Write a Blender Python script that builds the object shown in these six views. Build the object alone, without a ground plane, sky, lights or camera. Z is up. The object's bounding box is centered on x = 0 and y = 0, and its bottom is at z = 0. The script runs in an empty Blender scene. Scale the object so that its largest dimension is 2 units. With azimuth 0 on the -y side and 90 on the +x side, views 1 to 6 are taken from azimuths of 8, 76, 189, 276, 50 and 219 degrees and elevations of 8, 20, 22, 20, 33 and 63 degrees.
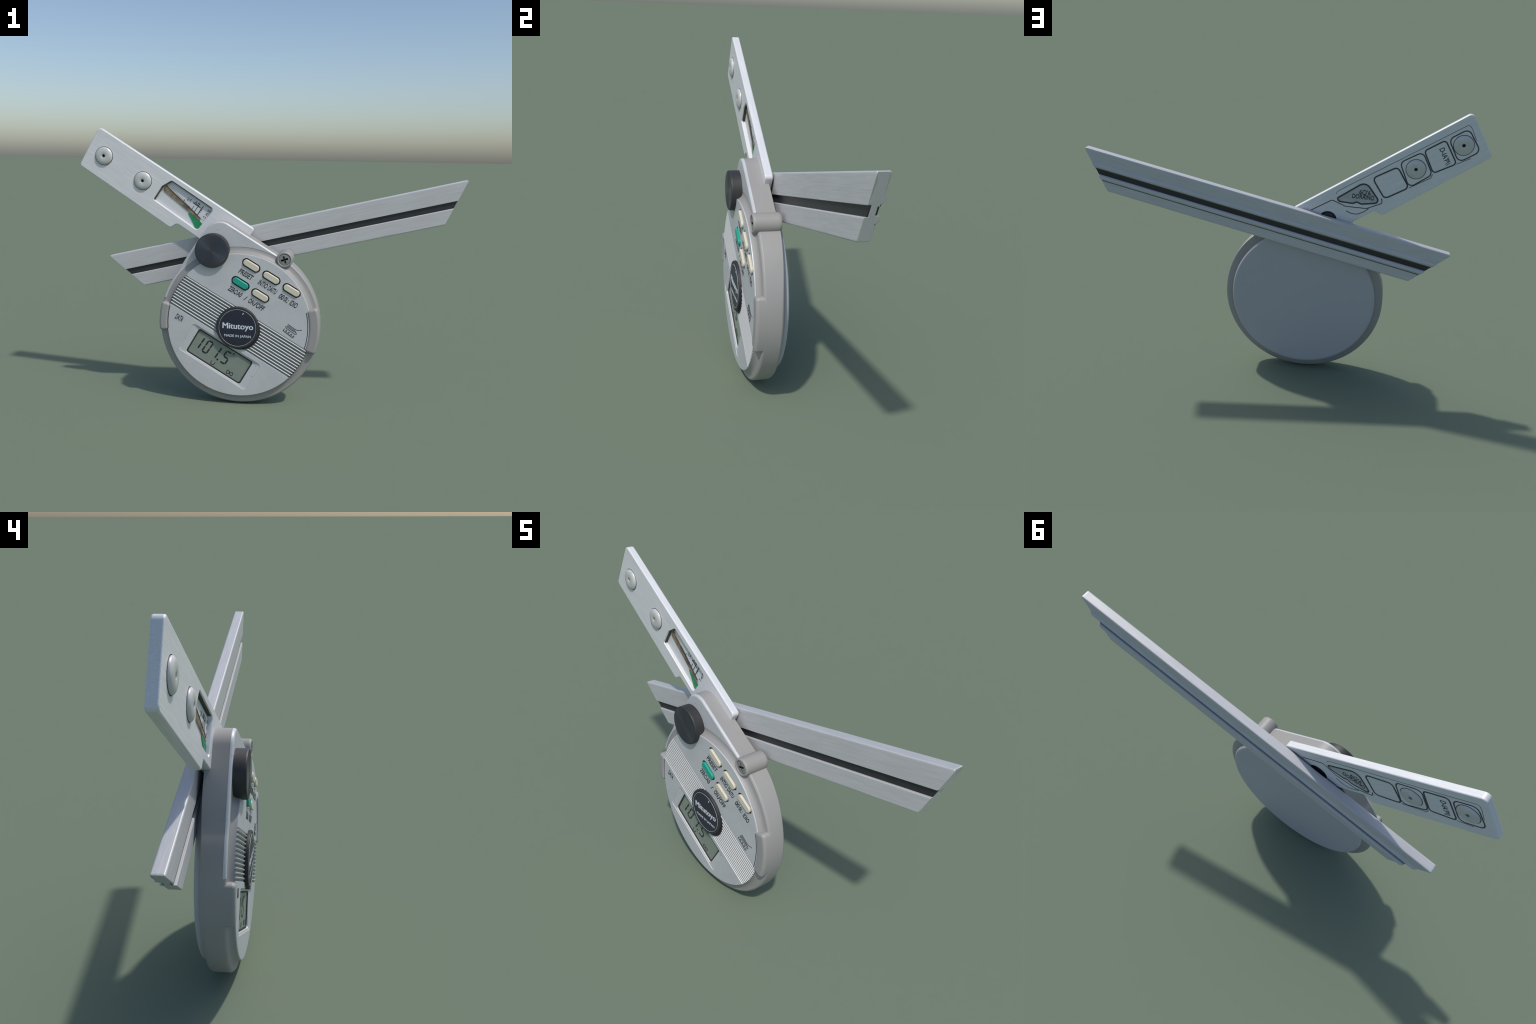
import bpy, bmesh, math, random
from mathutils import Vector, Matrix

random.seed(7)
# ------------------------------------------------------------------ layout
CX, CZ = -0.1275, 0.4225          # centre of the round case (x, z)
FA = math.radians(-30.0)          # tilt of everything printed on the face
BA = math.radians(13.4)           # tilt of the blade
AA = math.radians(-32.4)          # tilt of the arm
FACE_Y = -0.083                   # front of the face plate


def face(u, v):
    """face-plate coordinates (u along the tilted text, v across it) -> x, z"""
    c, s = math.cos(FA), math.sin(FA)
    return (CX + u * c - v * s, CZ + u * s + v * c)


# ------------------------------------------------------------------ materials
def new_mat(name):
    m = bpy.data.materials.new(name)
    m.use_nodes = True
    nt = m.node_tree
    return m, nt, nt.nodes["Principled BSDF"]


def node(nt, kind, **inputs):
    n = nt.nodes.new(kind)
    for k, v in inputs.items():
        n.inputs[k.replace("_", " ")].default_value = v
    return n


def mix_color(nt, fac, a, b, mode="MIX"):
    m = nt.nodes.new("ShaderNodeMix")
    m.data_type = "RGBA"
    m.blend_type = mode
    for sock, val in ((m.inputs[0], fac), (m.inputs[6], a), (m.inputs[7], b)):
        if isinstance(val, bpy.types.NodeSocket):
            nt.links.new(val, sock)
        elif isinstance(val, (int, float)):
            sock.default_value = val
        else:
            sock.default_value = (*val, 1.0)
    return m.outputs[2]


def ramp(nt, src, p0, p1, c0=(0, 0, 0), c1=(1, 1, 1)):
    r = nt.nodes.new("ShaderNodeValToRGB")
    r.color_ramp.elements[0].position = p0
    r.color_ramp.elements[1].position = p1
    r.color_ramp.elements[0].color = (*c0, 1)
    r.color_ramp.elements[1].color = (*c1, 1)
    nt.links.new(src, r.inputs[0])
    return r.outputs[0]


def obj_coords(nt, rot_y=0.0, scale=(1, 1, 1)):
    tc = nt.nodes.new("ShaderNodeTexCoord")
    m1 = nt.nodes.new("ShaderNodeMapping")
    m1.inputs["Rotation"].default_value = (0, rot_y, 0)
    nt.links.new(tc.outputs["Object"], m1.inputs[0])
    m2 = nt.nodes.new("ShaderNodeMapping")
    m2.inputs["Scale"].default_value = scale
    nt.links.new(m1.outputs[0], m2.inputs[0])
    return m1.outputs[0], m2.outputs[0]


def noise(nt, vec, scale, detail=3.0, rough=0.5):
    n = node(nt, "ShaderNodeTexNoise", Scale=scale, Detail=detail, Roughness=rough)
    nt.links.new(vec, n.inputs["Vector"])
    return n.outputs["Fac"]


def bump(nt, bsdf, height, strength, dist):
    b = node(nt, "ShaderNodeBump", Strength=strength, Distance=dist)
    nt.links.new(height, b.inputs["Height"])
    nt.links.new(b.outputs[0], bsdf.inputs["Normal"])


def brushed(name, color, tilt, metallic=0.3, rough=0.4):
    """brushed aluminium, fine streaks running along the tilt direction"""
    m, nt, b = new_mat(name)
    plain, st = obj_coords(nt, tilt, (3.0, 120.0, 120.0))
    streak = noise(nt, st, 3.0, 4.0, 0.6)
    cloud = noise(nt, plain, 7.0, 3.0)
    dark = tuple(c * 0.86 for c in color)
    light = tuple(min(1.0, c * 1.07) for c in color)
    base = ramp(nt, streak, 0.3, 0.7, dark, light)
    base = mix_color(nt, ramp(nt, cloud, 0.35, 0.75, (0, 0, 0), (0.35, 0.35, 0.35)), base,
                     tuple(c * 0.9 for c in color))
    nt.links.new(base, b.inputs["Base Color"])
    b.inputs["Metallic"].default_value = metallic
    b.inputs["Roughness"].default_value = rough
    bump(nt, b, streak, 0.12, 0.002)
    return m


def painted(name, color, metallic=0.0, rough=0.5, dirt=0.3, speck=0.5, dirt_col=(0.16, 0.14, 0.12)):
    """painted casting with faint cloudy grime, tiny specks and scratches"""
    m, nt, b = new_mat(name)
    plain, st = obj_coords(nt, 0.9, (8.0, 8.0, 90.0))
    cloud = noise(nt, plain, 9.0, 5.0, 0.6)
    base = mix_color(nt, ramp(nt, cloud, 0.45, 0.85, (0, 0, 0), (dirt, dirt, dirt)), color,
                     tuple(c * 0.72 for c in color))
    sp = noise(nt, plain, 95.0, 2.0, 0.5)
    base = mix_color(nt, ramp(nt, sp, 0.70, 0.76, (0, 0, 0), (speck, speck, speck)), base, dirt_col)
    sc = noise(nt, st, 4.5, 2.0, 0.45)
    base = mix_color(nt, ramp(nt, sc, 0.715, 0.75, (0, 0, 0), (speck * 0.7, speck * 0.7, speck * 0.7)), base, dirt_col)
    nt.links.new(base, b.inputs["Base Color"])
    b.inputs["Metallic"].default_value = metallic
    b.inputs["Roughness"].default_value = rough
    bump(nt, b, noise(nt, plain, 220.0, 2.0), 0.05, 0.001)
    return m


def plain(name, color, metallic=0.0, rough=0.5, spec=0.5, coat=0.0, var=0.12):
    m, nt, b = new_mat(name)
    p, _ = obj_coords(nt)
    n = noise(nt, p, 30.0, 3.0)
    base = ramp(nt, n, 0.3, 0.7, tuple(c * (1 - var) for c in color), tuple(min(1, c * (1 + var)) for c in color))
    nt.links.new(base, b.inputs["Base Color"])
    b.inputs["Metallic"].default_value = metallic
    b.inputs["Roughness"].default_value = rough
    b.inputs["Specular IOR Level"].default_value = spec
    b.inputs["Coat Weight"].default_value = coat
    return m


def turned(name, color, cx, cz, metallic, rough):
    """lathe-turned disc: concentric rings about (cx, cz)"""
    m, nt, b = new_mat(name)
    tc = nt.nodes.new("ShaderNodeTexCoord")
    mp = nt.nodes.new("ShaderNodeMapping")
    mp.inputs["Location"].default_value = (-cx, 0, -cz)
    nt.links.new(tc.outputs["Object"], mp.inputs[0])
    w = node(nt, "ShaderNodeTexWave", Scale=70.0, Distortion=1.0, Detail=2.0)
    w.wave_type = "RINGS"
    w.rings_direction = "Y"
    nt.links.new(mp.outputs[0], w.inputs[0])
    base = ramp(nt, w.outputs["Fac"], 0.0, 1.0, tuple(c * 0.85 for c in color), tuple(c * 1.15 for c in color))
    nt.links.new(base, b.inputs["Base Color"])
    b.inputs["Metallic"].default_value = metallic
    b.inputs["Roughness"].default_value = rough
    b.inputs["Anisotropic"].default_value = 0.75
    tg = nt.nodes.new("ShaderNodeTangent")
    tg.direction_type = "RADIAL"
    tg.axis = "Y"
    nt.links.new(tg.outputs[0], b.inputs["Tangent"])
    bump(nt, b, w.outputs["Fac"], 0.06, 0.001)
    return m


ARM = brushed("brushed_arm", (0.71, 0.72, 0.735), AA, 0.10, 0.42)
BLADE = brushed("brushed_blade", (0.53, 0.535, 0.545), BA, 0.12, 0.46)
WALL = painted("case_grey", (0.30, 0.295, 0.288), 0.0, 0.5, 0.15, 0.15)
FRONT = painted("silver_paint", (0.525, 0.54, 0.56), 0.1, 0.42, 0.45, 0.75)
COVER = painted("cover_grey", (0.42, 0.43, 0.45), 0.0, 0.5, 0.1, 0.0)
RIBM = painted("rib_metal", (0.42, 0.43, 0.43), 0.1, 0.4, 0.1, 0.0)
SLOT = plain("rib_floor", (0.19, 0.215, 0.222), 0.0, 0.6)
CREAM = plain("cream_plastic", (0.62, 0.58, 0.47), 0.0, 0.4, var=0.03)
GREEN = plain("green_plastic", (0.014, 0.33, 0.245), 0.0, 0.35, var=0.05)
WELL = plain("button_well", (0.035, 0.028, 0.022), 0.0, 0.8)
INK = plain("ink", (0.03, 0.033, 0.036), 0.0, 0.7)
LCD = plain("lcd_glass", (0.215, 0.255, 0.215), 0.0, 0.3, 0.3, var=0.05)
LCDINK = plain("lcd_ink", (0.012, 0.018, 0.028), 0.0, 0.4)
BLACK = plain("black_rubber", (0.018, 0.018, 0.019), 0.0, 0.6)
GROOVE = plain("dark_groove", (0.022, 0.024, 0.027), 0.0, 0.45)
KNOB = plain("knob_side", (0.026, 0.026, 0.028), 0.0, 0.55)
KNOBFACE = turned("knob_turned", (0.085, 0.09, 0.115), -0.266, 0.808, 0.75, 0.38)
DIAL = plain("dial_navy", (0.018, 0.021, 0.038), 0.0, 0.4)
WHITE = plain("white_print", (0.62, 0.66, 0.72), 0.0, 0.5)
RIVET = plain("rivet_nickel", (0.55, 0.555, 0.545), 0.15, 0.35, var=0.05)
HOLE = plain("hole_black", (0.012, 0.012, 0.012), 0.0, 0.8)
LINE = plain("panel_line", (0.05, 0.056, 0.058), 0.0, 0.7)
TAG = plain("tag_grey", (0.43, 0.45, 0.45), 0.0, 0.55)
PANE = painted("window_floor", (0.62, 0.64, 0.66), 0.0, 0.45, 0.3, 0.3)
BRASS = plain("aged_brass", (0.24, 0.185, 0.12), 0.2, 0.45, var=0.5)
LEAF = plain("green_enamel", (0.012, 0.24, 0.10), 0.0, 0.4, var=0.1)
EDGE_SHADE = plain("window_edge_shade", (0.055, 0.052, 0.038), 0.0, 0.7, var=0.4)
SCREWM = plain("screw_steel", (0.30, 0.30, 0.29), 0.4, 0.4)

# ------------------------------------------------------------------ mesh helpers
ROOT = bpy.data.objects.new("digital_protractor", None)
bpy.context.scene.collection.objects.link(ROOT)
ROOT["label"] = "silver digital protractor with round dial and crossing straight blades"
ROOT["category"] = "measuring tool"


def add_mesh(name, me, mat, parent, sharp=35.0):
    me.name = name
    if mat:
        me.materials.clear()
        me.materials.append(mat)
    me.shade_smooth()
    me.set_sharp_from_angle(angle=math.radians(sharp))
    o = bpy.data.objects.new(name, me)
    bpy.context.scene.collection.objects.link(o)
    md = o.modifiers.new("flat", "WEIGHTED_NORMAL")   # big flats stay flat beside rounded edges
    md.keep_sharp = True
    dg = bpy.context.evaluated_depsgraph_get()
    done = bpy.data.meshes.new_from_object(o.evaluated_get(dg))
    o.modifiers.clear()
    o.data = done
    done.name = name
    o.parent = parent
    return o


def ccw(pts):
    a = sum(p[0] * q[1] - q[0] * p[1] for p, q in zip(pts, pts[1:] + pts[:1]))
    return pts if a > 0 else pts[::-1]


def rounded(corners, seg=6):
    """corners: (x, z, radius) -> closed polyline with rounded corners"""
    out = []
    n = len(corners)
    for i in range(n):
        x, z, r = corners[i]
        p = Vector((x, z))
        a = Vector(corners[i - 1][:2])
        b = Vector(corners[(i + 1) % n][:2])
        if r <= 0:
            out.append((x, z))
            continue
        da, db = (a - p), (b - p)
        la, lb = da.length, db.length
        da.normalize()
        db.normalize()
        half = math.acos(max(-1, min(1, da.dot(db)))) / 2
        t = min(r / math.tan(half), la * 0.49, lb * 0.49)
        r2 = t * math.tan(half)
        c = p + (da + db).normalized() * (r2 / math.sin(half))
        s, e = p + da * t - c, p + db * t - c
        ang = math.atan2(s.x * e.y - s.y * e.x, s.dot(e))
        for k in range(seg + 1):
            th = ang * k / seg
            out.append((c.x + s.x * math.cos(th) - s.y * math.sin(th),
                        c.y + s.x * math.sin(th) + s.y * math.cos(th)))
    return out


def inset(pts, d):
    """offset a counter-clockwise closed polyline inwards by d"""
    n = len(pts)
    out = []
    for i in range(n):
        p, a, b = Vector(pts[i]), Vector(pts[i - 1]), Vector(pts[(i + 1) % n])
        e1, e2 = (p - a).normalized(), (b - p).normalized()
        n1, n2 = Vector((-e1.y, e1.x)), Vector((-e2.y, e2.x))
        m = (n1 + n2)
        m = m / max(0.25, m.dot(n1))
        out.append(tuple(p + m * d))
    return out


def prism_mesh(outline, rings, cap0=True, cap1=True):
    """stack inset copies of an outline: rings = [(inset, y), ...] from front (-y) to back"""
    pts = ccw(list(outline))
    bm = bmesh.new()
    rows = []
    for d, y in rings:
        q = pts if d == 0 else inset(pts, d)
        rows.append([bm.verts.new((x, y, z)) for x, z in q])
    n = len(pts)
    for r0, r1 in zip(rows, rows[1:]):
        for i in range(n):
            bm.faces.new((r0[i], r0[(i + 1) % n], r1[(i + 1) % n], r1[i]))
    if cap0:
        bm.faces.new(rows[0][::-1])
    if cap1:
        bm.faces.new(rows[-1])
    bmesh.ops.recalc_face_normals(bm, faces=bm.faces)
    me = bpy.data.meshes.new("m")
    bm.to_mesh(me)
    bm.free()
    return me


def round_rings(y0, y1, r, seg=3, r_back=None):
    rb = r if r_back is None else r_back
    out = []
    for k in range(seg + 1):
        t = math.pi / 2 * k / seg
        out.append((r * (1 - math.sin(t)), y0 + r * (1 - math.cos(t))))
    for k in range(seg + 1):
        t = math.pi / 2 * k / seg
        out.append((rb * (1 - math.cos(t)), y1 - rb * (1 - math.sin(t))))
    return out


def slab(name, outline, y0, y1, r, mat, parent, r_back=None, sharp=35):
    return add_mesh(name, prism_mesh(outline, round_rings(y0, y1, r, 3, r_back)), mat, parent, sharp)


def lathe_mesh(profile, cx, cz, seg=128, a0=0.0, a1=2 * math.pi):
    """profile of (radius, y) turned about the y axis through (cx, cz)"""
    bm = bmesh.new()
    rows = []
    for r, y in profile:
        if r < 1e-6:
            rows.append([bm.verts.new((cx, y, cz))] * seg)
        else:
            rows.append([bm.verts.new((cx + r * math.cos(2 * math.pi * i / seg), y,
                                       cz + r * math.sin(2 * math.pi * i / seg))) for i in range(seg)])
    for r0, r1 in zip(rows, rows[1:]):
        for i in range(seg):
            j = (i + 1) % seg
            vs = []
            for v in (r0[i], r0[j], r1[j], r1[i]):
                if v not in vs:
                    vs.append(v)
            if len(vs) > 2:
                bm.faces.new(vs)
    bmesh.ops.recalc_face_normals(bm, faces=bm.faces)
    me = bpy.data.meshes.new("m")
    bm.to_mesh(me)
    bm.free()
    return me


def lathe(name, profile, cx, cz, mat, parent, seg=128, sharp=35):
    return add_mesh(name, lathe_mesh(profile, cx, cz, seg), mat, parent, sharp)


def circle(cx, cz, r, n=96, a0=0.0, a1=360.0):
    full = abs(a1 - a0) >= 360
    m = n if full else n - 1
    return [(cx + r * math.cos(math.radians(a0 + (a1 - a0) * i / m)),
             cz + r * math.sin(math.radians(a0 + (a1 - a0) * i / m))) for i in range(n)]


def boolean(me, cutters, op="DIFFERENCE"):
    base = bpy.data.objects.new("b", me)
    bpy.context.scene.collection.objects.link(base)
    for c in cutters:
        co = bpy.data.objects.new("c", c)
        bpy.context.scene.collection.objects.link(co)
        md = base.modifiers.new("x", "BOOLEAN")
        md.operation = op
        md.solver = "EXACT"
        md.object = co
        dg = bpy.context.evaluated_depsgraph_get()
        new = bpy.data.meshes.new_from_object(base.evaluated_get(dg))
        base.modifiers.clear()
        base.data = new
        bpy.data.objects.remove(co)
    out = base.data
    bpy.data.objects.remove(base)
    return out


def join_meshes(meshes):
    bm = bmesh.new()
    for me in meshes:
        bm.from_mesh(me)
    out = bpy.data.meshes.new("j")
    bm.to_mesh(out)
    bm.free()
    return out


def stroke_mesh(pts, width, y0, y1, closed=False):
    """a flat ribbon of given width drawn along a polyline in the x-z plane"""
    bm = bmesh.new()
    n = len(pts)
    L, R = [], []
    for i in range(n):
        p = Vector(pts[i])
        a = Vector(pts[i - 1]) if (i > 0 or closed) else p
        b = Vector(pts[(i + 1) % n]) if (i < n - 1 or closed) else p
        t = (b - a).normalized() if (b - a).length > 1e-9 else Vector((1, 0))
        m = Vector((-t.y, t.x)) * width / 2
        L.append(p + m)
        R.append(p - m)
    rows = []
    for y in (y0, y1):
        rows.append(([bm.verts.new((q.x, y, q.y)) for q in L], [bm.verts.new((q.x, y, q.y)) for q in R]))
    (l0, r0), (l1, r1) = rows
    rng = range(n if closed else n - 1)
    for i in rng:
        j = (i + 1) % n
        for q in ((l0[i], l0[j], r0[j], r0[i]), (l1[i], l1[j], r1[j], r1[i]),
                  (l0[i], l0[j], l1[j], l1[i]), (r0[i], r0[j], r1[j], r1[i])):
            bm.faces.new(q)
    if not closed:
        for i in (0, n - 1):
            bm.faces.new((l0[i], r0[i], r1[i], l1[i]))
    bmesh.ops.recalc_face_normals(bm, faces=bm.faces)
    me = bpy.data.meshes.new("s")
    bm.to_mesh(me)
    bm.free()
    return me


def text_mesh(s, depth=0.0008, bold=0.0):
    """built-in font text as a mesh in the x-y plane, bounds normalised to 0..1"""
    cu = bpy.data.curves.new("t", "FONT")
    cu.body = s
    cu.extrude = 0.02
    cu.offset = bold
    cu.resolution_u = 4
    o = bpy.data.objects.new("t", cu)
    bpy.context.scene.collection.objects.link(o)
    dg = bpy.context.evaluated_depsgraph_get()
    me = bpy.data.meshes.new_from_object(o.evaluated_get(dg))
    bpy.data.objects.remove(o)
    xs = [v.co.x for v in me.vertices]
    x0, x1 = min(xs), max(xs)
    for v in me.vertices:
        v.co.x = (v.co.x - x0) / (x1 - x0)
        v.co.z = v.co.z / 0.04 * depth
    return me


def place_text(name, s, x, z, width, cap, angle, y, mat, parent, back=False, bold=0.0, slant=0.0):
    """lettering with its baseline start at (x, z), cap height and total width given"""
    me = text_mesh(s, bold=bold)
    c, sn = math.cos(angle), math.sin(angle)
    k = cap / 0.69            # cap height of the built-in font is about 0.69
    for v in me.vertices:
        lx = v.co.x * width + v.co.y * k * slant
        lz = v.co.y * k
        d = v.co.z
        if back:
            v.co = Vector((x - (lx * c - lz * sn), y + d, z + lx * sn + lz * c))
        else:
            v.co = Vector((x + lx * c - lz * sn, y - d, z + lx * sn + lz * c))
    bm = bmesh.new()
    bm.from_mesh(me)
    bmesh.ops.recalc_face_normals(bm, faces=bm.faces)
    bm.to_mesh(me)
    bm.free()
    return add_mesh(name, me, mat, parent)


def dome(name, cx, cz, r, y_base, y_top, hole, mat, parent):
    """a rivet head with a dimple in its centre; y_top may lie in front of or behind y_base"""
    h = y_top - y_base
    prof = [(r * 0.90, y_base - h * 0.5), (r, y_base), (r, y_base + h * 0.25), (r * 0.97, y_base + h * 0.48),
            (r * 0.88, y_base + h * 0.72), (r * 0.74, y_base + h * 0.90), (r * 0.56, y_base + h),
            (r * 0.40, y_base + h * 1.0), (hole * 1.25, y_base + h * 0.94), (hole, y_base + h * 0.82),
            (hole * 0.95, y_base + h * 0.2), (0, y_base + h * 0.2)]
    o = lathe(name, prof, cx, cz, mat, parent, 64)
    ys = y_base + h * 0.28
    lathe("rivet_hole", [(0, ys), (hole * 0.94, ys)], cx, cz, HOLE, o, 24)
    return o


# ------------------------------------------------------------------ case
# outline: a circle with a shoulder that rises to the clamp knob
def case_outline(r, grow=0.0, seg=120):
    tang = 142.0                      # where the left flank leaves the circle
    join = 51.0                       # where the right flank meets it again
    arc = circle(CX, CZ, r, seg, tang, 360 + join)
    hump_c, hump_r = (-0.2315, 0.8715), 0.083 + grow
    hump = circle(hump_c[0], hump_c[1], hump_r, 22, 58.0, 147.0)
    # the left flank bows out slightly between the hump and the circle
    a, b = Vector(hump[-1]), Vector(arc[0])
    nrm = Vector((a.y - b.y, b.x - a.x)).normalized() * -1
    if nrm.x > 0:
        nrm = -nrm
    flank = [tuple(a.lerp(b, t) + nrm * 0.006 * math.sin(math.pi * t)) for t in (0.125, 0.25, 0.375, 0.5, 0.625, 0.75, 0.875)]
    return arc + hump + flank


case_body = prism_mesh(case_outline(0.4187), [(0.0115, -0.0570), (0.0080, -0.0565), (0.0040, -0.0535), (0.0012, -0.0500), (0.0, -0.046),
                                            (0, 0.0135), (0.0015, 0.0185), (0.0050, 0.0225), (0.0120, 0.0265), (0.0240, 0.0310), (0.0420, 0.0375)])
for v in case_body.vertices:              # the wall deepens towards the shoulder that carries the arm
    if v.co.y > 0:
        k = max(0.0, min(1.0, (v.co.z - 0.46) / 0.32))
        v.co.y += (0.036 - v.co.y) * 0.9 * k * k * (3 - 2 * k)
case = add_mesh("case", case_body, WALL, ROOT)
# concave fillet that climbs from the rim to the face plate, with a fine line round its foot
lathe("fillet_ring", [(0.362, -0.0785), (0.3738, -0.0785), (0.3762, -0.0735), (0.3805, -0.0670), (0.3870, -0.0615), (0.3950, -0.0583),
                      (0.4040, -0.0572), (0.4050, -0.0560), (0.4050, -0.0540)], CX, CZ, WALL, case, 192)

# light shoulder plate round the clamp knob, tapering away along the upper rim
frame = prism_mesh(case_outline(0.4191, 0.0004), [(0.0085, -0.0580), (0.0058, -0.0575), (0.0026, -0.0550), (0.0007, -0.0515), (0.0, -0.0465),
                                                  (0.006, -0.0460)])
keep_out = lathe_mesh([(0.0, -0.08), (0.4062, -0.08), (0.4062, -0.03), (0, -0.03)], CX, CZ, 192)
lower = prism_mesh([(-0.7, -0.1), (0.5, -0.1), (0.5, 0.82), (0.055, 0.82), (0.10, 0.60), (-0.15, 0.56), (-0.7, 0.545)], [(0, -0.1), (0, 0.05)])
frame = boolean(frame, [keep_out, lower])
add_mesh("shoulder_plate", frame, FRONT, case, 30)

# back cover
lathe("case_cover", [(0.3800, 0.0300), (0.3785, 0.0400), (0.3770, 0.0470), (0.3735, 0.0525), (0.3675, 0.0550), (0.360, 0.0555), (0.2, 0.0555), (0, 0.0555)],
      CX, CZ, COVER, case, 160)

# grips that clip over the rim
def sector(r0, r1, a0, a1, rr):
    def arc(r, s, e, n=12):
        return [(CX + r * math.cos(math.radians(s + (e - s) * i / n)), CZ + r * math.sin(math.radians(s + (e - s) * i / n)), 0) for i in range(n + 1)]
    k = math.degrees(2.2 * rr / r1)
    out = arc(r1, a0 + k, a1 - k)
    inn = arc(r0, a1 - k, a0 + k)
    pt = lambda r, a, q: (CX + r * math.cos(math.radians(a)), CZ + r * math.sin(math.radians(a)), q)
    return rounded(out + [pt(r1, a1, rr), pt(r0, a1, rr)] + inn + [pt(r0, a0, rr), pt(r1, a0, rr)])


slab("rim_grip", sector(0.360, 0.4183, -19.0, 15.4, 0.017), -0.0880, -0.030, 0.015, WALL, case, 0.001)
slab("rim_grip", sector(0.372, 0.4183, 164.4, 186.0, 0.015), -0.0870, -0.030, 0.013, WALL, case, 0.001)

for r0, a0, a1, w in ((0.3580, -17.0, 13.5, 0.0036), (0.3705, 166.0, 184.5, 0.0026)):
    add_mesh("grip_gap", stroke_mesh(circle(CX, CZ, r0, 24, a0, a1), w, FACE_Y - 0.0006, FACE_Y + 0.002), GROOVE, case)

# screw boss on the right shoulder
BX, BZ = 0.1035, 0.7715
boss = lathe("screw_boss", [(0, -0.070), (0.0295, -0.070), (0.0305, -0.0745), (0.034, -0.0758), (0.0375, -0.0745), (0.0402, -0.0710),
                            (0.0410, -0.066), (0.0410, 0.026), (0.0400, 0.034), (0.0360, 0.0395), (0.030, 0.041), (0, 0.041)],
             BX, BZ, WALL, ROOT, 72)
screw_me = lathe_mesh([(0, -0.0735), (0.020, -0.0735), (0.027, -0.0725), (0.0292, -0.0700), (0.0292, -0.060), (0, -0.06)], BX, BZ, 48)
cuts = []
for a in (20, 110):
    c, s = math.cos(math.radians(a)), math.sin(math.radians(a))
    L, W = 0.019, 0.0048
    q = [(BX + dx * c - dz * s, BZ + dx * s + dz * c) for dx, dz in ((-L, -W), (L, -W), (L, W), (-L, W))]
    cuts.append(prism_mesh(q, [(0, -0.08), (0, -0.066)]))
screw = add_mesh("screw", boolean(screw_me, cuts), SCREWM, boss)
for i, a in enumerate((20, 110)):
    c, s = math.cos(math.radians(a)), math.sin(math.radians(a))
    L, W = 0.0187, 0.0046
    q = [(BX + dx * c - dz * s, BZ + dx * s + dz * c) for dx, dz in ((-L, -W), (L, -W), (L, W), (-L, W))]
    add_mesh("screw_slot", prism_mesh(q, [(0, -0.0700 - i * 0.0004), (0, -0.0655)]), HOLE, boss)

# rubber foot
slab("foot", [(CX - 0.05, 0.001), (CX + 0.05, 0.001), (CX + 0.05, 0.012), (CX - 0.05, 0.012)], -0.042, -0.004, 0.001, BLACK, case)

# ------------------------------------------------------------------ face plate
BAND0, BAND1 = -0.093, 0.080          # ribbed band, in v
plate = lathe_mesh([(0, FACE_Y), (0.369, FACE_Y), (0.3725, FACE_Y + 0.0012), (0.3738, FACE_Y + 0.0045), (0.3738, -0.060), (0, -0.060)],
                   CX, CZ, 192)


def face_rect(u0, u1, v0, v1, r):
    return rounded([(*face(u0, v0), r), (*face(u1, v0), r), (*face(u1, v1), r), (*face(u0, v1), r)])


band_cut = prism_mesh([face(-0.5, BAND0), face(0.5, BAND0), face(0.5, BAND1), face(-0.5, BAND1)],
                      [(-0.002, FACE_Y - 0.01), (-0.002, FACE_Y - 0.001), (0.0, FACE_Y + 0.0035), (0.0, FACE_Y + 0.0045)])
# display pit: wide sloping chutes left and right, steep lips above and below
# each row: (u0, u1, v0, v1), corner radius, depth at the upper edge, depth at the lower edge
pit_rows = [((-0.212, 0.212, -0.2820, -0.109), 0.020, -0.002, -0.002), ((-0.206, 0.206, -0.2785, -0.1145), 0.018, 0.0, 0.0),
            ((-0.2035, 0.2035, -0.2778, -0.117), 0.016, 0.0022, 0.0014),
            ((-0.1655, 0.1655, -0.2705, -0.125), 0.012, 0.0075, 0.0030), ((-0.1640, 0.1640, -0.2690, -0.1265), 0.011, 0.0095, 0.0095),
            ((-0.1640, 0.1640, -0.2690, -0.1265), 0.011, 0.0160, 0.0160)]


def loft_rects(rows):
    bm = bmesh.new()
    loops = []
    for (u0, u1, v0, v1), r, d_top, d_low in rows:
        loop = []
        for x, z in face_rect(u0, u1, v0, v1, r):
            v = -(x - CX) * math.sin(FA) + (z - CZ) * math.cos(FA)
            t = (v - v0) / (v1 - v0)
            loop.append(bm.verts.new((x, FACE_Y + d_low + (d_top - d_low) * min(1.0, max(0.0, t * 3)), z)))
        loops.append(loop)
    n = len(loops[0])
    for a, b in zip(loops, loops[1:]):
        for i in range(n):
            bm.faces.new((a[i], a[(i + 1) % n], b[(i + 1) % n], b[i]))
    bm.faces.new(loops[0])
    bm.faces.new(loops[-1][::-1])
    bmesh.ops.recalc_face_normals(bm, faces=bm.faces)
    me = bpy.data.meshes.new("l")
    bm.to_mesh(me)
    bm.free()
    return me


BTN = [(-0.103, 0.305, CREAM), (0.0165, 0.305, CREAM), (0.137, 0.305, CREAM), (-0.103, 0.1965, GREEN), (0.0155, 0.1965, CREAM)]


def pill(u, v, length, width, n=12):
    h = length / 2 - width / 2
    pts = [(u + h + width / 2 * math.cos(t), v + width / 2 * math.sin(t)) for t in [math.pi * (i / n - 0.5) for i in range(n + 1)]]
    pts += [(u - h - width / 2 * math.cos(t), v - width / 2 * math.sin(t)) for t in [math.pi * (i / n - 0.5) for i in range(n + 1)]]
    return [face(*p) for p in pts]


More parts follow.
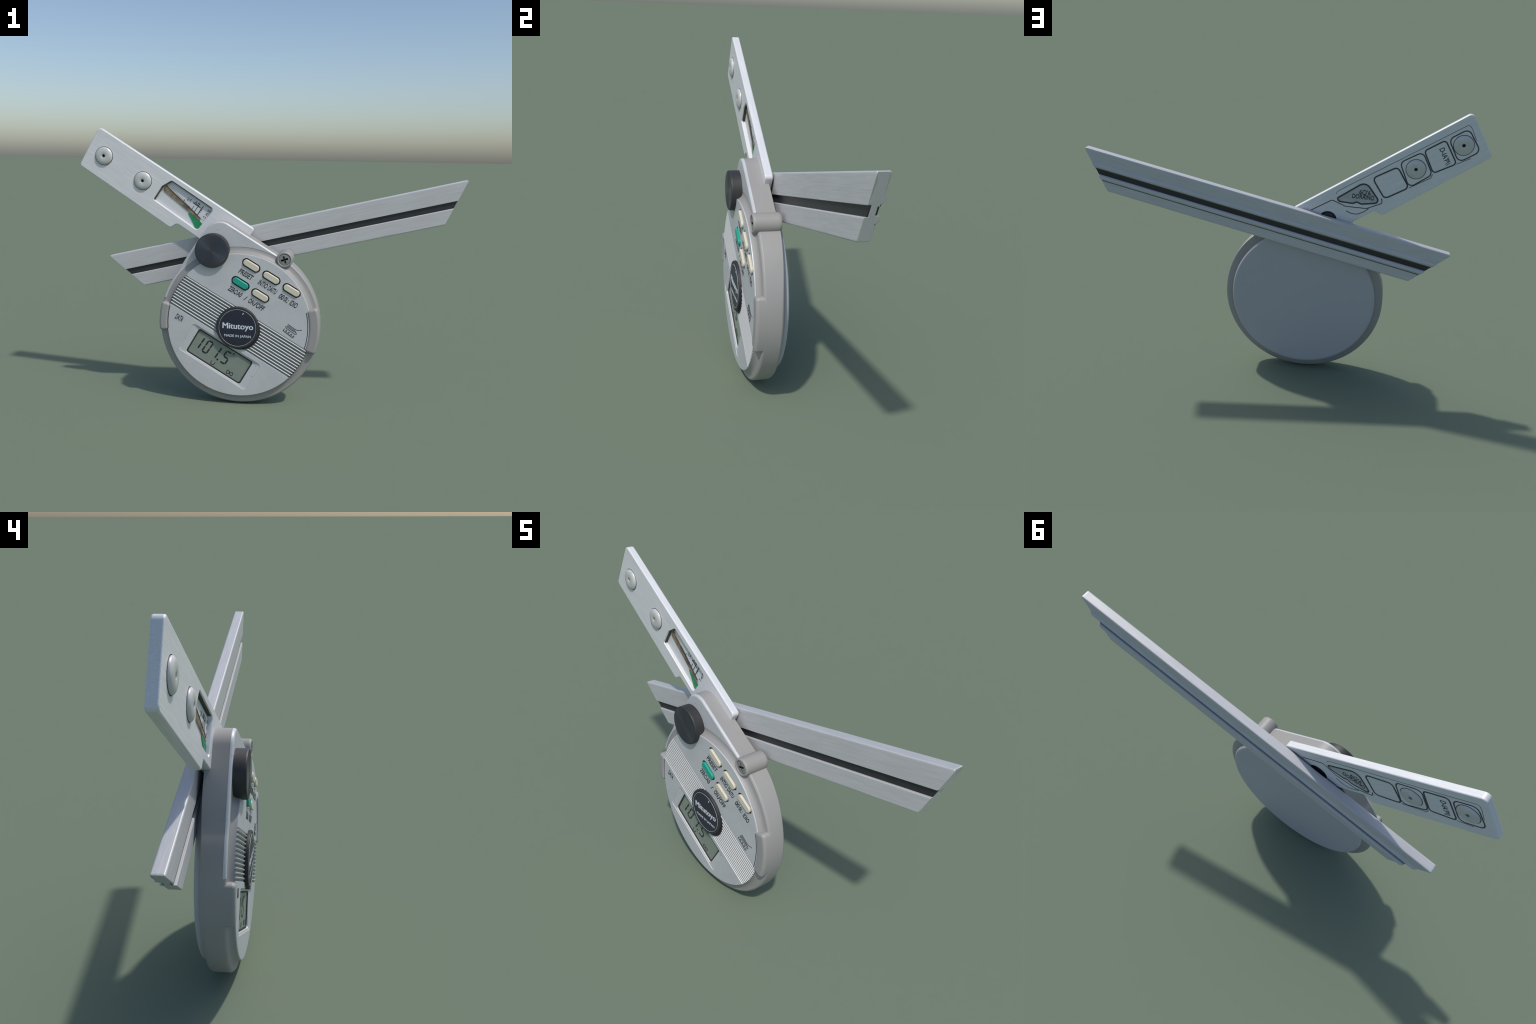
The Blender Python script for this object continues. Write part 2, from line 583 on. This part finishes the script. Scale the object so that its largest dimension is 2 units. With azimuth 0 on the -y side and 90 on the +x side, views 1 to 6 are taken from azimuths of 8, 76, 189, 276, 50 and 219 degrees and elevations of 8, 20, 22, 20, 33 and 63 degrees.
cutters = [band_cut, loft_rects(pit_rows)]
for u, v, _ in BTN:
    cutters.append(prism_mesh(pill(u, v, 0.103, 0.0455), [(0, FACE_Y - 0.005), (0.0, FACE_Y + 0.008)]))
face_plate = add_mesh("face_plate", boolean(plate, cutters), FRONT, ROOT, 28)

# ribs in the band
NR = 11
RIB_V = [0.0725 - i * (0.0725 + 0.0815) / (NR - 1) for i in range(NR)]


def rib_mesh(v0, half, r):
    """half-round bar lying along u, following the rim of the plate at its ends"""
    bm = bmesh.new()
    rows = []
    seg = 8
    for k in range(seg + 1):
        t = math.pi * k / seg
        dv, h = r * math.cos(t), r * 1.55 * math.sin(t)
        lim = math.sqrt(max(0.0, 0.3735 ** 2 - (v0 + dv) ** 2))
        row = []
        for e in (-1, 1):
            x, z = face(e * (lim - 0.0035 * (h / (1.55 * r))), v0 + dv)
            row.append(bm.verts.new((x, FACE_Y + 0.0045 - h, z)))
        rows.append(row)
    for a, b in zip(rows, rows[1:]):
        bm.faces.new((a[0], a[1], b[1], b[0]))
    bm.faces.new([r_[0] for r_ in rows])
    bm.faces.new([r_[1] for r_ in rows][::-1])
    bmesh.ops.recalc_face_normals(bm, faces=bm.faces)
    me = bpy.data.meshes.new("rib")
    bm.to_mesh(me)
    bm.free()
    return me


for v0 in RIB_V:
    add_mesh("rib", rib_mesh(v0, 0, 0.0038), RIBM, face_plate, 60)
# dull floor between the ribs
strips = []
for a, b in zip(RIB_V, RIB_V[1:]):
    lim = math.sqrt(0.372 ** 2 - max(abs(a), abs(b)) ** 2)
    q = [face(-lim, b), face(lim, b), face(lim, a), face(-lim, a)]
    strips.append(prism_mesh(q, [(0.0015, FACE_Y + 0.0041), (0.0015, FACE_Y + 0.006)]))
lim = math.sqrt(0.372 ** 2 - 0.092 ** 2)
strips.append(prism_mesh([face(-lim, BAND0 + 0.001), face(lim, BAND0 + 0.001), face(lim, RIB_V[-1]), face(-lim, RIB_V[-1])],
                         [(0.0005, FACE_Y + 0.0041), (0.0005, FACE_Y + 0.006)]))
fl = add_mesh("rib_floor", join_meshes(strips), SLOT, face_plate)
fl["kind"] = "stuff"

# buttons
for u, v, mat in BTN:
    b = slab("push_button", pill(u, v, 0.0890, 0.0322), -0.0915, -0.078, 0.0042, mat, face_plate, 0.0005)
    add_mesh("button_well", prism_mesh(pill(u, v, 0.1025, 0.045), [(0, -0.0775), (0, -0.0755)]), WELL, face_plate)

# printed words
def face_text(s, u, v, width, cap, d_ang=0.0, slant=0.08, bold=0.028):
    x, z = face(u, v)
    return place_text("lettering", s, x, z, width, cap, FA + math.radians(d_ang), FACE_Y, INK, face_plate, slant=slant, bold=bold)


face_text("PRESET", -0.142, 0.2385, 0.078, 0.0265)
face_text("INTIO", -0.028, 0.2415, 0.050, 0.0265)
face_text("DAITU", 0.029, 0.2415, 0.047, 0.0265)
face_text("00", 0.097, 0.2365, 0.026, 0.0275)
face_text("0I.:", 0.127, 0.2365, 0.024, 0.0275)
face_text("IDIO", 0.162, 0.2365, 0.040, 0.0275)
face_text("ZERO", -0.143, 0.1325, 0.050, 0.0265)
face_text("A0", -0.092, 0.1325, 0.026, 0.0265)
face_text("/", -0.047, 0.1315, 0.010, 0.024)
face_text("ON", -0.0225, 0.1325, 0.030, 0.0265)
face_text("/", 0.009, 0.1325, 0.015, 0.0265)
face_text("OFF", 0.023, 0.1325, 0.044, 0.0265)
face_text("DATA", -0.303, -0.1475, 0.042, 0.030, 3.0)

# little stacked-lines emblem at the right
def face_stroke(pts, w):
    return stroke_mesh([face(*p) for p in pts], w, FACE_Y - 0.0008, FACE_Y + 0.0005)


em = [face_stroke([(0.212, 0.146), (0.258, 0.143), (0.268, 0.145), (0.288, 0.1575)], 0.0028),
      face_stroke([(0.214, 0.139), (0.258, 0.136), (0.268, 0.133), (0.266, 0.129)], 0.0028),
      face_stroke([(0.214, 0.139), (0.213, 0.132), (0.262, 0.130)], 0.0028),
      face_stroke([(0.213, 0.132), (0.208, 0.129), (0.214, 0.124), (0.270, 0.121), (0.276, 0.125), (0.268, 0.131)], 0.0028),
      face_stroke([(0.209, 0.117), (0.207, 0.104), (0.268, 0.098), (0.272, 0.101), (0.271, 0.110)], 0.0024)]
for i in range(8):
    u0 = 0.210 + i * 0.0078
    em.append(face_stroke([(u0, 0.104 - i * 0.0006), (u0 + 0.004 * (1 if i % 2 else -0.2), 0.1175 - i * 0.0007)], 0.0030))
add_mesh("emblem", join_meshes(em), INK, face_plate)

# ------------------------------------------------------------------ display
display = add_mesh("display", prism_mesh(face_rect(-0.1615, 0.1615, -0.2665, -0.129, 0.010),
                                         [(0.0, FACE_Y + 0.0125), (0.0, FACE_Y + 0.018)]), LCD, ROOT)
frame_out = prism_mesh(face_rect(-0.1655, 0.1655, -0.2705, -0.125, 0.012), [(0, FACE_Y + 0.0090), (0, FACE_Y + 0.0175)])
frame_in = prism_mesh(face_rect(-0.1580, 0.1580, -0.2630, -0.1325, 0.010), [(0, FACE_Y), (0, FACE_Y + 0.025)])
add_mesh("display_gasket", boolean(frame_out, [frame_in]), BLACK, display)

LCD_Y = FACE_Y + 0.0125


def seg_bar(u0, v0, u1, v1, w=0.0080, gap=0.0012):
    """one pointed seven-segment bar"""
    d = Vector((u1 - u0, v1 - v0))
    t = d.normalized()
    m = Vector((-t.y, t.x)) * w / 2
    a, b = Vector((u0, v0)) + t * gap, Vector((u1, v1)) - t * gap
    e = t * w * 0.42
    q = [a, a + e - m, b - e - m, b, b - e + m, a + e + m]
    return prism_mesh([face(p.x, p.y) for p in q], [(0, LCD_Y - 0.0007), (0, LCD_Y + 0.0005)])


def digit(name, u, v, w, h, on):
    k = 0.06 * h                      # slight lean
    P = {"tl": (u + k, v + h), "tr": (u + w + k, v + h), "ml": (u + k / 2, v + h / 2), "mr": (u + w + k / 2, v + h / 2), "bl": (u, v), "br": (u + w, v)}
    S = {"a": ("tl", "tr"), "b": ("tr", "mr"), "c": ("mr", "br"), "d": ("bl", "br"), "e": ("ml", "bl"), "f": ("tl", "ml"), "g": ("ml", "mr")}
    for s in on:
        add_mesh("digit_segment", seg_bar(*P[S[s][0]], *P[S[s][1]]), LCDINK, display)


DV, DH = -0.2225, 0.069
digit("one", -0.1475, DV - 0.001, 0.029, DH, "bc")
digit("zero", -0.0935, DV - 0.001, 0.027, DH, "abcdef")
digit("one", -0.0455, DV + 0.003, 0.029, DH, "bc")
digit("five", 0.0155, DV + 0.003, 0.029, DH, "acdfg")
add_mesh("decimal_point", prism_mesh(circle(*face(-0.0005, -0.2185), 0.0050, 20), [(0, LCD_Y - 0.0007), (0, LCD_Y)]), LCDINK, display)


def lcd_stroke(name, pts, w, closed=False):
    add_mesh(name, stroke_mesh([face(*p) for p in pts], w, LCD_Y - 0.0007, LCD_Y + 0.0003, closed), LCDINK, display)


lcd_stroke("degree_sign", [(0.0572 + 0.0048 * math.cos(t), -0.1470 + 0.0048 * math.sin(t)) for t in [i * math.pi / 8 for i in range(16)]], 0.0030, True)
lcd_stroke("letter_sign", [(-0.0225, -0.2395), (-0.0235, -0.2500), (-0.0205, -0.2555), (-0.0135, -0.2575), (-0.0065, -0.2555), (-0.0035, -0.2495), (-0.0025, -0.2390)], 0.0032)
inf = []
for i in range(40):
    t = 2 * math.pi * i / 40
    inf.append((0.0905 + 0.0175 * math.cos(t), -0.2455 + 0.0105 * math.sin(2 * t) * 0.95))
lcd_stroke("infinity_sign", inf, 0.0034, True)

# ------------------------------------------------------------------ centre dial
DX, DZ = -0.1298, 0.4135
ring = []
N = 180
prof = [(0.1100, FACE_Y + 0.003), (0.1105, FACE_Y - 0.0015), (0.1102, -0.0925), (0.1088, -0.0950), (0.1055, -0.0962), (0.1000, -0.0962), (0.0985, -0.0955), (0.0985, -0.09)]
me = lathe_mesh(prof, DX, DZ, N)
for v in me.vertices:                     # fine knurling round the edge
    r = math.hypot(v.co.x - DX, v.co.z - DZ)
    if r > 0.1075:
        a = math.atan2(v.co.z - DZ, v.co.x - DX)
        k = 1 + 0.006 * (1 if round((a % (2 * math.pi)) / (2 * math.pi) * N) % 2 else -1)
        v.co.x, v.co.z = DX + (v.co.x - DX) * k, DZ + (v.co.z - DZ) * k
dial = add_mesh("dial", me, KNOB, ROOT, 50)
lathe("dial_cap", [(0, -0.0962), (0.08, -0.0962), (0.0955, -0.0960), (0.0982, -0.0948), (0.0984, -0.09)], DX, DZ, DIAL, dial, 96)
lathe("cap_ring", [(0.0952, -0.0959), (0.0954, -0.0965), (0.0962, -0.0965), (0.0964, -0.0957)], DX, DZ, WHITE, dial, 128)
TA = math.radians(-1.2)
# heavy lettering: a few slightly shifted layers, each at its own height
for k, (dx, dz) in enumerate(((0.0, 0.0), (0.0011, 0.0004), (-0.0011, 0.0004), (0.0, 0.0010))):
    place_text("lettering", "Mitutoyo", -0.2065 + dx, 0.4095 + dz, 0.158, 0.0298, TA, -0.0960 - 0.00012 * k, WHITE, dial)
place_text("lettering", "MADE IN JAPAN", -0.1980, 0.3665, 0.139, 0.0125, TA, -0.0961, WHITE, dial, bold=0.008)
add_mesh("index_mark", stroke_mesh([(-0.1025, 0.4850), (-0.0990, 0.4925)], 0.0050, -0.0968, -0.0955), WHITE, dial)
# small lip under the dial
slab("dial_lip", [(p[0] + 0.012, p[1] - 0.012) for p in circle(DX, DZ, 0.1045, 64)], -0.0865, -0.0815, 0.0015, BLACK, dial)

# ------------------------------------------------------------------ clamp knob
KX, KZ = -0.266, 0.808
knob = lathe("clamp_knob", [(0.0872, -0.044), (0.0872, -0.0970), (0.0866, -0.1010), (0.0850, -0.1035), (0.0828, -0.1043), (0.081, -0.1043)],
             KX, KZ, KNOB, ROOT, 96)
lathe("knob_face", [(0.0828, -0.1042), (0.0800, -0.1048), (0.060, -0.1051), (0.030, -0.1053), (0, -0.1053)], KX, KZ, KNOBFACE, knob, 96)

# ------------------------------------------------------------------ arm
AB = 0.0475                       # back face of the arm
arm_out = rounded([(-0.8945, 1.4275, 0.020), (-1.0045, 1.2275, 0.016), (-0.5125, 0.9075, 0.014), (-0.4755, 0.9305, 0.018),
                   (-0.220, 0.7670, 0.02), (-0.118, 0.829, 0.02), (-0.0645, 0.913, 0.016)])
arm_me = prism_mesh(arm_out, round_rings(0.0130, AB, 0.0055, 4))
window = rounded([(-0.6015, 1.0545, 0.006), (-0.5560, 1.1240, 0.010), (-0.5035, 1.1540, 0.016), (-0.2800, 1.0110, 0.016), (-0.3680, 0.8990, 0.016)])
floor_y = 0.0300
win_cut = prism_mesh(window, [(-0.0035, 0.005), (-0.0035, 0.012), (-0.0012, 0.0145), (0, 0.0185), (0.0, floor_y)])
PIV = (-0.258, 0.905)
piv_cut = lathe_mesh([(0, 0.06), (0.045, 0.06), (0.045, 0.030), (0, 0.030)], -0.245, 0.868, 64)
arm_me = boolean(arm_me, [win_cut, piv_cut])
arm = add_mesh("arm", arm_me, ARM, ROOT, 32)
lathe("pivot_pin", [(0, 0.0425), (0.028, 0.0425), (0.033, 0.040), (0.034, 0.0372), (0.044, 0.0370), (0.044, 0.0295)], -0.245, 0.868, GROOVE, arm, 48)

edge_shade_pts = [(-0.598, 1.0560), (-0.5555, 1.1215), (-0.5050, 1.1505), (-0.4960, 1.1490), (-0.2845, 1.0135), (-0.2835, 1.0060)]  # dark ribbon modelled for the shade along the window's upper walls
add_mesh("window_edge_shade", stroke_mesh(edge_shade_pts, 0.0050, 0.0175, floor_y + 0.002), EDGE_SHADE, arm)

# window contents: floor, needle, scale, green leaf
slab_floor = prism_mesh(inset(ccw(list(window)), -0.001), [(0, floor_y - 0.0010), (0, floor_y + 0.004)])
pane = add_mesh("window_floor", slab_floor, PANE, arm)


def wtext(s, x, z, w, cap, ang, y=floor_y - 0.0024):
    place_text("lettering", s, x, z, w, cap, math.radians(ang), y, INK, arm)


scale_out = [(-0.517, 1.127), (-0.490, 1.138), (-0.290, 1.008), (-0.333, 0.949), (-0.352, 0.960)]
add_mesh("scale_strip", prism_mesh(scale_out, [(0.0006, floor_y - 0.0024), (0, floor_y - 0.0018), (0, floor_y)]), PANE, arm)
needle = rounded([(-0.548, 1.118, 0.003), (-0.530, 1.128, 0.003), (-0.352, 0.957, 0.002), (-0.356, 0.945, 0.002), (-0.410, 0.990, 0.03), (-0.455, 1.027, 0.05), (-0.548, 1.100, 0.010)])
slab("needle", needle, floor_y - 0.0052, floor_y - 0.0005, 0.001, BRASS, arm)
add_mesh("needle_edge", stroke_mesh([(-0.534, 1.1275), (-0.352, 0.9600)], 0.0030, floor_y - 0.0062, floor_y - 0.001), INK, arm)
leafp = [(-0.423, 0.993), (-0.400, 0.982), (-0.362, 0.951), (-0.343, 0.934), (-0.345, 0.914), (-0.355, 0.904), (-0.368, 0.902), (-0.383, 0.911), (-0.390, 0.930), (-0.405, 0.962)]
slab("green_leaf", rounded([(x, z, 0.014) for x, z in leafp], 4), floor_y - 0.0042, floor_y - 0.0005, 0.0012, LEAF, arm)
marks = []


def wline(x0, z0, x1, z1, w):
    marks.append(stroke_mesh([(x0, z0), (x1, z1)], w, floor_y - 0.0032, floor_y - 0.0022))


ca, sa = math.cos(math.radians(-33)), math.sin(math.radians(-33))
for t, lo, hi, w in ((0.060, 0.002, 0.020, 0.003), (0.095, 0.0, 0.012, 0.002), (0.112, 0.0, 0.030, 0.0028), (0.128, 0.004, 0.060, 0.0032), (0.148, 0.0, 0.064, 0.0044), (0.085, 0.034, 0.050, 0.0016)):
    bx, bz = -0.498 + t * math.cos(math.radians(-43)) * 1.15, 1.088 + t * math.sin(math.radians(-43)) * 1.15
    nx, nz = math.cos(math.radians(55)), math.sin(math.radians(55))
    wline(bx + nx * lo, bz + nz * lo, bx + nx * hi, bz + nz * hi, w)
wline(-0.392, 1.042, -0.352, 1.015, 0.0042)
mk = add_mesh("scale_marks", join_meshes(marks), INK, arm)
wtext("2/,", -0.428, 1.056, 0.026, 0.016, -33)
wtext("Al.", -0.388, 1.040, 0.028, 0.016, -33)
wtext("a.", -0.366, 1.036, 0.016, 0.012, -33)
wtext("ME", -0.352, 0.990, 0.020, 0.012, 57)
wtext("E", -0.326, 0.979, 0.014, 0.014, -33)
wtext("n", -0.340, 0.966, 0.014, 0.014, -33)
wtext("#", -0.318, 1.000, 0.018, 0.014, -33)

# rivets on both faces of the arm
for cx, cz in ((-0.868, 1.2765), (-0.6585, 1.1505)):
    dome("rivet", cx, cz, 0.0465, 0.0135, -0.0005, 0.0085, RIVET, arm)
    dome("rivet", cx, cz, 0.0465, AB - 0.0005, AB + 0.0095, 0.0085, RIVET, arm)
    lathe("rivet_gap", [(0.046, 0.0125), (0.0490, 0.0125), (0.0490, 0.0135)], cx, cz, HOLE, arm, 64)
    lathe("rivet_gap", [(0.046, AB + 0.0005), (0.0490, AB + 0.0005), (0.0490, AB - 0.0005)], cx, cz, HOLE, arm, 64)

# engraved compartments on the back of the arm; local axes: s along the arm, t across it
AO = Vector((-0.892, 1.4305))


def ap(s, t):
    c, sn = math.cos(AA), math.sin(AA)
    return (AO.x + s * c + t * sn, AO.y + s * sn - t * c)


lines = []


def aline(pts, w=0.0042, closed=False, h=0.0007):
    lines.append(stroke_mesh([ap(*p) for p in pts], w * 1.25, AB - 0.0015, AB + h, closed))


def rquad(q, r):
    return rounded([(*p, r) for p in q], 5)


aline(rquad([(0.148, 0.058), (0.048, 0.060), (0.050, 0.181), (0.160, 0.178)], 0.026), 0.0044, True)
aline(rquad([(0.272, 0.052), (0.163, 0.055), (0.171, 0.180), (0.286, 0.168)], 0.016), 0.0050, True, 0.0009)
aline(rquad([(0.397, 0.046), (0.280, 0.053), (0.293, 0.172), (0.419, 0.176)], 0.024), 0.0044, True)
aline(rquad([(0.549, 0.050), (0.417, 0.060), (0.419, 0.176), (0.548, 0.168)], 0.020), 0.0055, True, 0.0009)
tag_loop = rounded([(0.7520, 0.054, 0.016), (0.5850, 0.0490, 0.036), (0.5765, 0.178, 0.016), (0.6603, 0.138, 0.012), (0.6751, 0.117, 0.012), (0.6948, 0.115, 0.012), (0.7480, 0.074, 0.010)], 5)
aline(tag_loop, 0.0062, True, 0.0011)
aline(rounded([(0.895, 0.0445, 0), (0.776, 0.0500, 0.014), (0.735, 0.110, 0.03), (0.650, 0.170, 0.04), (0.568, 0.184, 0.014), (0.560, 0.160, 0)]), 0.0040)
lines[-1] = stroke_mesh([ap(*p) for p in rounded([(0.895, 0.0445, 0), (0.776, 0.0500, 0.014), (0.735, 0.110, 0.03), (0.650, 0.170, 0.04), (0.568, 0.184, 0.014), (0.560, 0.160, 0)])], 0.0040, AB - 0.0015, AB + 0.0008)
aline([(0.7445, 0.132), (0.731, 0.152), (0.7141, 0.168), (0.697, 0.1755), (0.682, 0.1771), (0.660, 0.178), (0.640, 0.1745)], 0.0030, False, 0.0005)
aline([(0.744, 0.0335), (0.735, 0.0265), (0.7119, 0.0240), (0.385, 0.0340), (0.0440, 0.0430), (0.0370, 0.0500), (0.0355, 0.0700), (0.0430, 0.1250)], 0.0018, False, 0.0003)
aline([(0.419, 0.177), (0.3073, 0.183), (0.2913, 0.171)], 0.0024, False, 0.0005)
aline([(0.172, 0.181), (0.135, 0.185), (0.1026, 0.1882)], 0.0022, False, 0.0005)
ln = add_mesh("panel_outline", join_meshes(lines), LINE, arm)
add_mesh("name_tag", prism_mesh([ap(*p) for p in tag_loop], [(0, AB - 0.0015), (0, AB + 0.0004), (0.0015, AB + 0.0006)]), TAG, arm)
x, z = ap(0.6846, 0.0880)
place_text("lettering", "DORAINO", x, z, 0.108, 0.0225, math.radians(-3.5), AB + 0.0006, LINE, arm, back=True, bold=0.022)
x, z = ap(0.6450, 0.0880)
place_text("lettering", "6Q'6", x, z, 0.056, 0.0235, math.radians(-4), AB + 0.0006, LINE, arm, back=True, bold=0.022)
x, z = ap(0.2085, 0.0780)
place_text("lettering", "D-IA'P\\\\", x, z, 0.088, 0.0235, math.radians(-63), AB, LINE, arm, back=True, bold=0.02)

# ------------------------------------------------------------------ blade
BT = (-0.8590, 0.7430)                     # upper left tip
BC, BS = math.cos(BA), math.sin(BA)
BH, BLEN = 0.1980, 1.9080


def bp(u, w):
    return (BT[0] + u * BC + w * BS, BT[1] + u * BS - w * BC)


def tip(w, rw=0.016, k=0.011):
    """how far the end is pulled in where its corners are rounded off"""
    d = max(0.0, 1 - w / rw) if w < BH / 2 else 0.5 * max(0.0, 1 - (BH - w) / rw)
    return k * (1 - math.sqrt(max(0.0, 1 - min(1.0, d) ** 2)))


def u_left(w):
    return 0.150 * (w - 0.0085) / 0.1875 + tip(w)


def u_right(w):
    return BLEN - 0.150 * (w - 0.0085) / 0.1875 - tip(w)


def half_round(w0, w1, y, h, n=8):
    return [(w0 + (w1 - w0) * i / n, y + h * math.sin(math.pi * i / n) ** 0.6) for i in range(1, n)]


YF, YB = 0.0540, 0.0975
r = 0.006
top_front = [(r * (1 - math.sin(math.pi / 2 * k / 4)), YF + r * (1 - math.cos(math.pi / 2 * k / 4))) for k in range(5)]
back_top = [(r * (1 - math.cos(math.pi / 2 * k / 4)), YB - r * (1 - math.sin(math.pi / 2 * k / 4))) for k in range(5)]
G = 0.0085                                # the grooves sit this much lower than a symmetric layout
back = back_top + [(0.0535 + G, YB)] + half_round(0.0545 + G, 0.0805 + G, YB, 0.0078) + \
    [(0.0812 + G, YB), (0.0816 + G, YB - 0.004), (0.0870 + G, YB - 0.004), (0.0875 + G, YB - 0.010), (0.1110 + G, YB - 0.010), (0.1115 + G, YB)] + \
    half_round(0.1125 + G, 0.1355 + G, YB, 0.0078) + [(0.1365 + G, YB), (0.1370 + G, YB - 0.0030), (0.1400 + G, YB - 0.0030), (0.1405 + G, YB)]
low_back = [(BH - r * (1 - math.sin(math.pi / 2 * k / 4)), YB - r * (1 - math.cos(math.pi / 2 * k / 4))) for k in range(5)]
low_front = [(BH - r * (1 - math.cos(math.pi / 2 * k / 4)), YF + r * (1 - math.sin(math.pi / 2 * k / 4))) for k in range(5)]
front = [(0.1185 + G, YF), (0.1155 + G, YF + 0.0025), (0.1150 + G, YF + 0.012), (0.0830 + G, YF + 0.012), (0.0825 + G, YF + 0.0015), (0.0810 + G, YF)]
for p in (0.009, 0.0125, 0.016):         # extra stations so the rounded corners read
    back.insert(len(back_top) + int((p - 0.009) / 0.0034), (p, YB))
near_foot = [BH - 0.016, BH - 0.0125, BH - 0.009]
loop = back + [(p, YB) for p in near_foot] + low_back + low_front + [(p, YF) for p in near_foot[::-1]] + front + \
    [(0.016, YF), (0.0125, YF), (0.009, YF)] + top_front
# (w, y) loop: across the back, round the foot, back over the front
clean = []
for p in loop:
    if not clean or math.hypot(p[0] - clean[-1][0], p[1] - clean[-1][1]) > 1e-5:
        clean.append(p)
if math.hypot(clean[0][0] - clean[-1][0], clean[0][1] - clean[-1][1]) < 1e-5:
    clean.pop()
loop = ccw(clean)
bm = bmesh.new()
rows = []
ends = [(0.0030, 0.0), (0.0012, 0.0012), (0.0, 0.004)]
stations = [("L", e) for e in ends] + [("R", e) for e in ends[::-1]]
for side, (ins, e) in stations:
    pts = loop if ins == 0 else inset(loop, ins)
    row = []
    for w, y in pts:
        u = u_left(w) + e if side == "L" else u_right(w) - e
        x, z = bp(u, w)
        row.append(bm.verts.new((x, y, z)))
    rows.append(row)
n = len(loop)
for a, b in zip(rows, rows[1:]):
    for i in range(n):
        bm.faces.new((a[i], a[(i + 1) % n], b[(i + 1) % n], b[i]))
bm.faces.new(rows[0][::-1])
bm.faces.new(rows[-1])
bmesh.ops.recalc_face_normals(bm, faces=bm.faces)
me = bpy.data.meshes.new("blade")
bm.to_mesh(me)
bm.free()
blade = add_mesh("blade", me, BLADE, ROOT, 35)


def strip(name, w0, w1, y0, y1, mat):
    e = 0.0012
    q = [bp(u_left(w0) + e, w0), bp(u_right(w0) - e, w0), bp(u_right(w1) - e, w1), bp(u_left(w1) + e, w1)]
    return add_mesh(name, prism_mesh(q, [(0, y0), (0, y1)]), mat, blade)


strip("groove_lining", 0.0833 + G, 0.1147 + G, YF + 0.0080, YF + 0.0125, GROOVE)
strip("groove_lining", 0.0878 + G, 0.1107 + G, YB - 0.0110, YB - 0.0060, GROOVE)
strip("slot_shadow_strip", 0.0819 + G, 0.0868 + G, YB - 0.0045, YB - 0.0030, LINE)  # shadow lines beside the blade ribs, laid in as dark strips
strip("slot_shadow_strip", 0.1372 + G, 0.1398 + G, YB - 0.0040, YB - 0.0018, LINE)

# the whole round body sits a hair further back than drawn above
for part in (case, boss, face_plate, display, dial):
    for o in [part] + list(part.children):
        for v in o.data.vertices:
            v.co.y += 0.0005
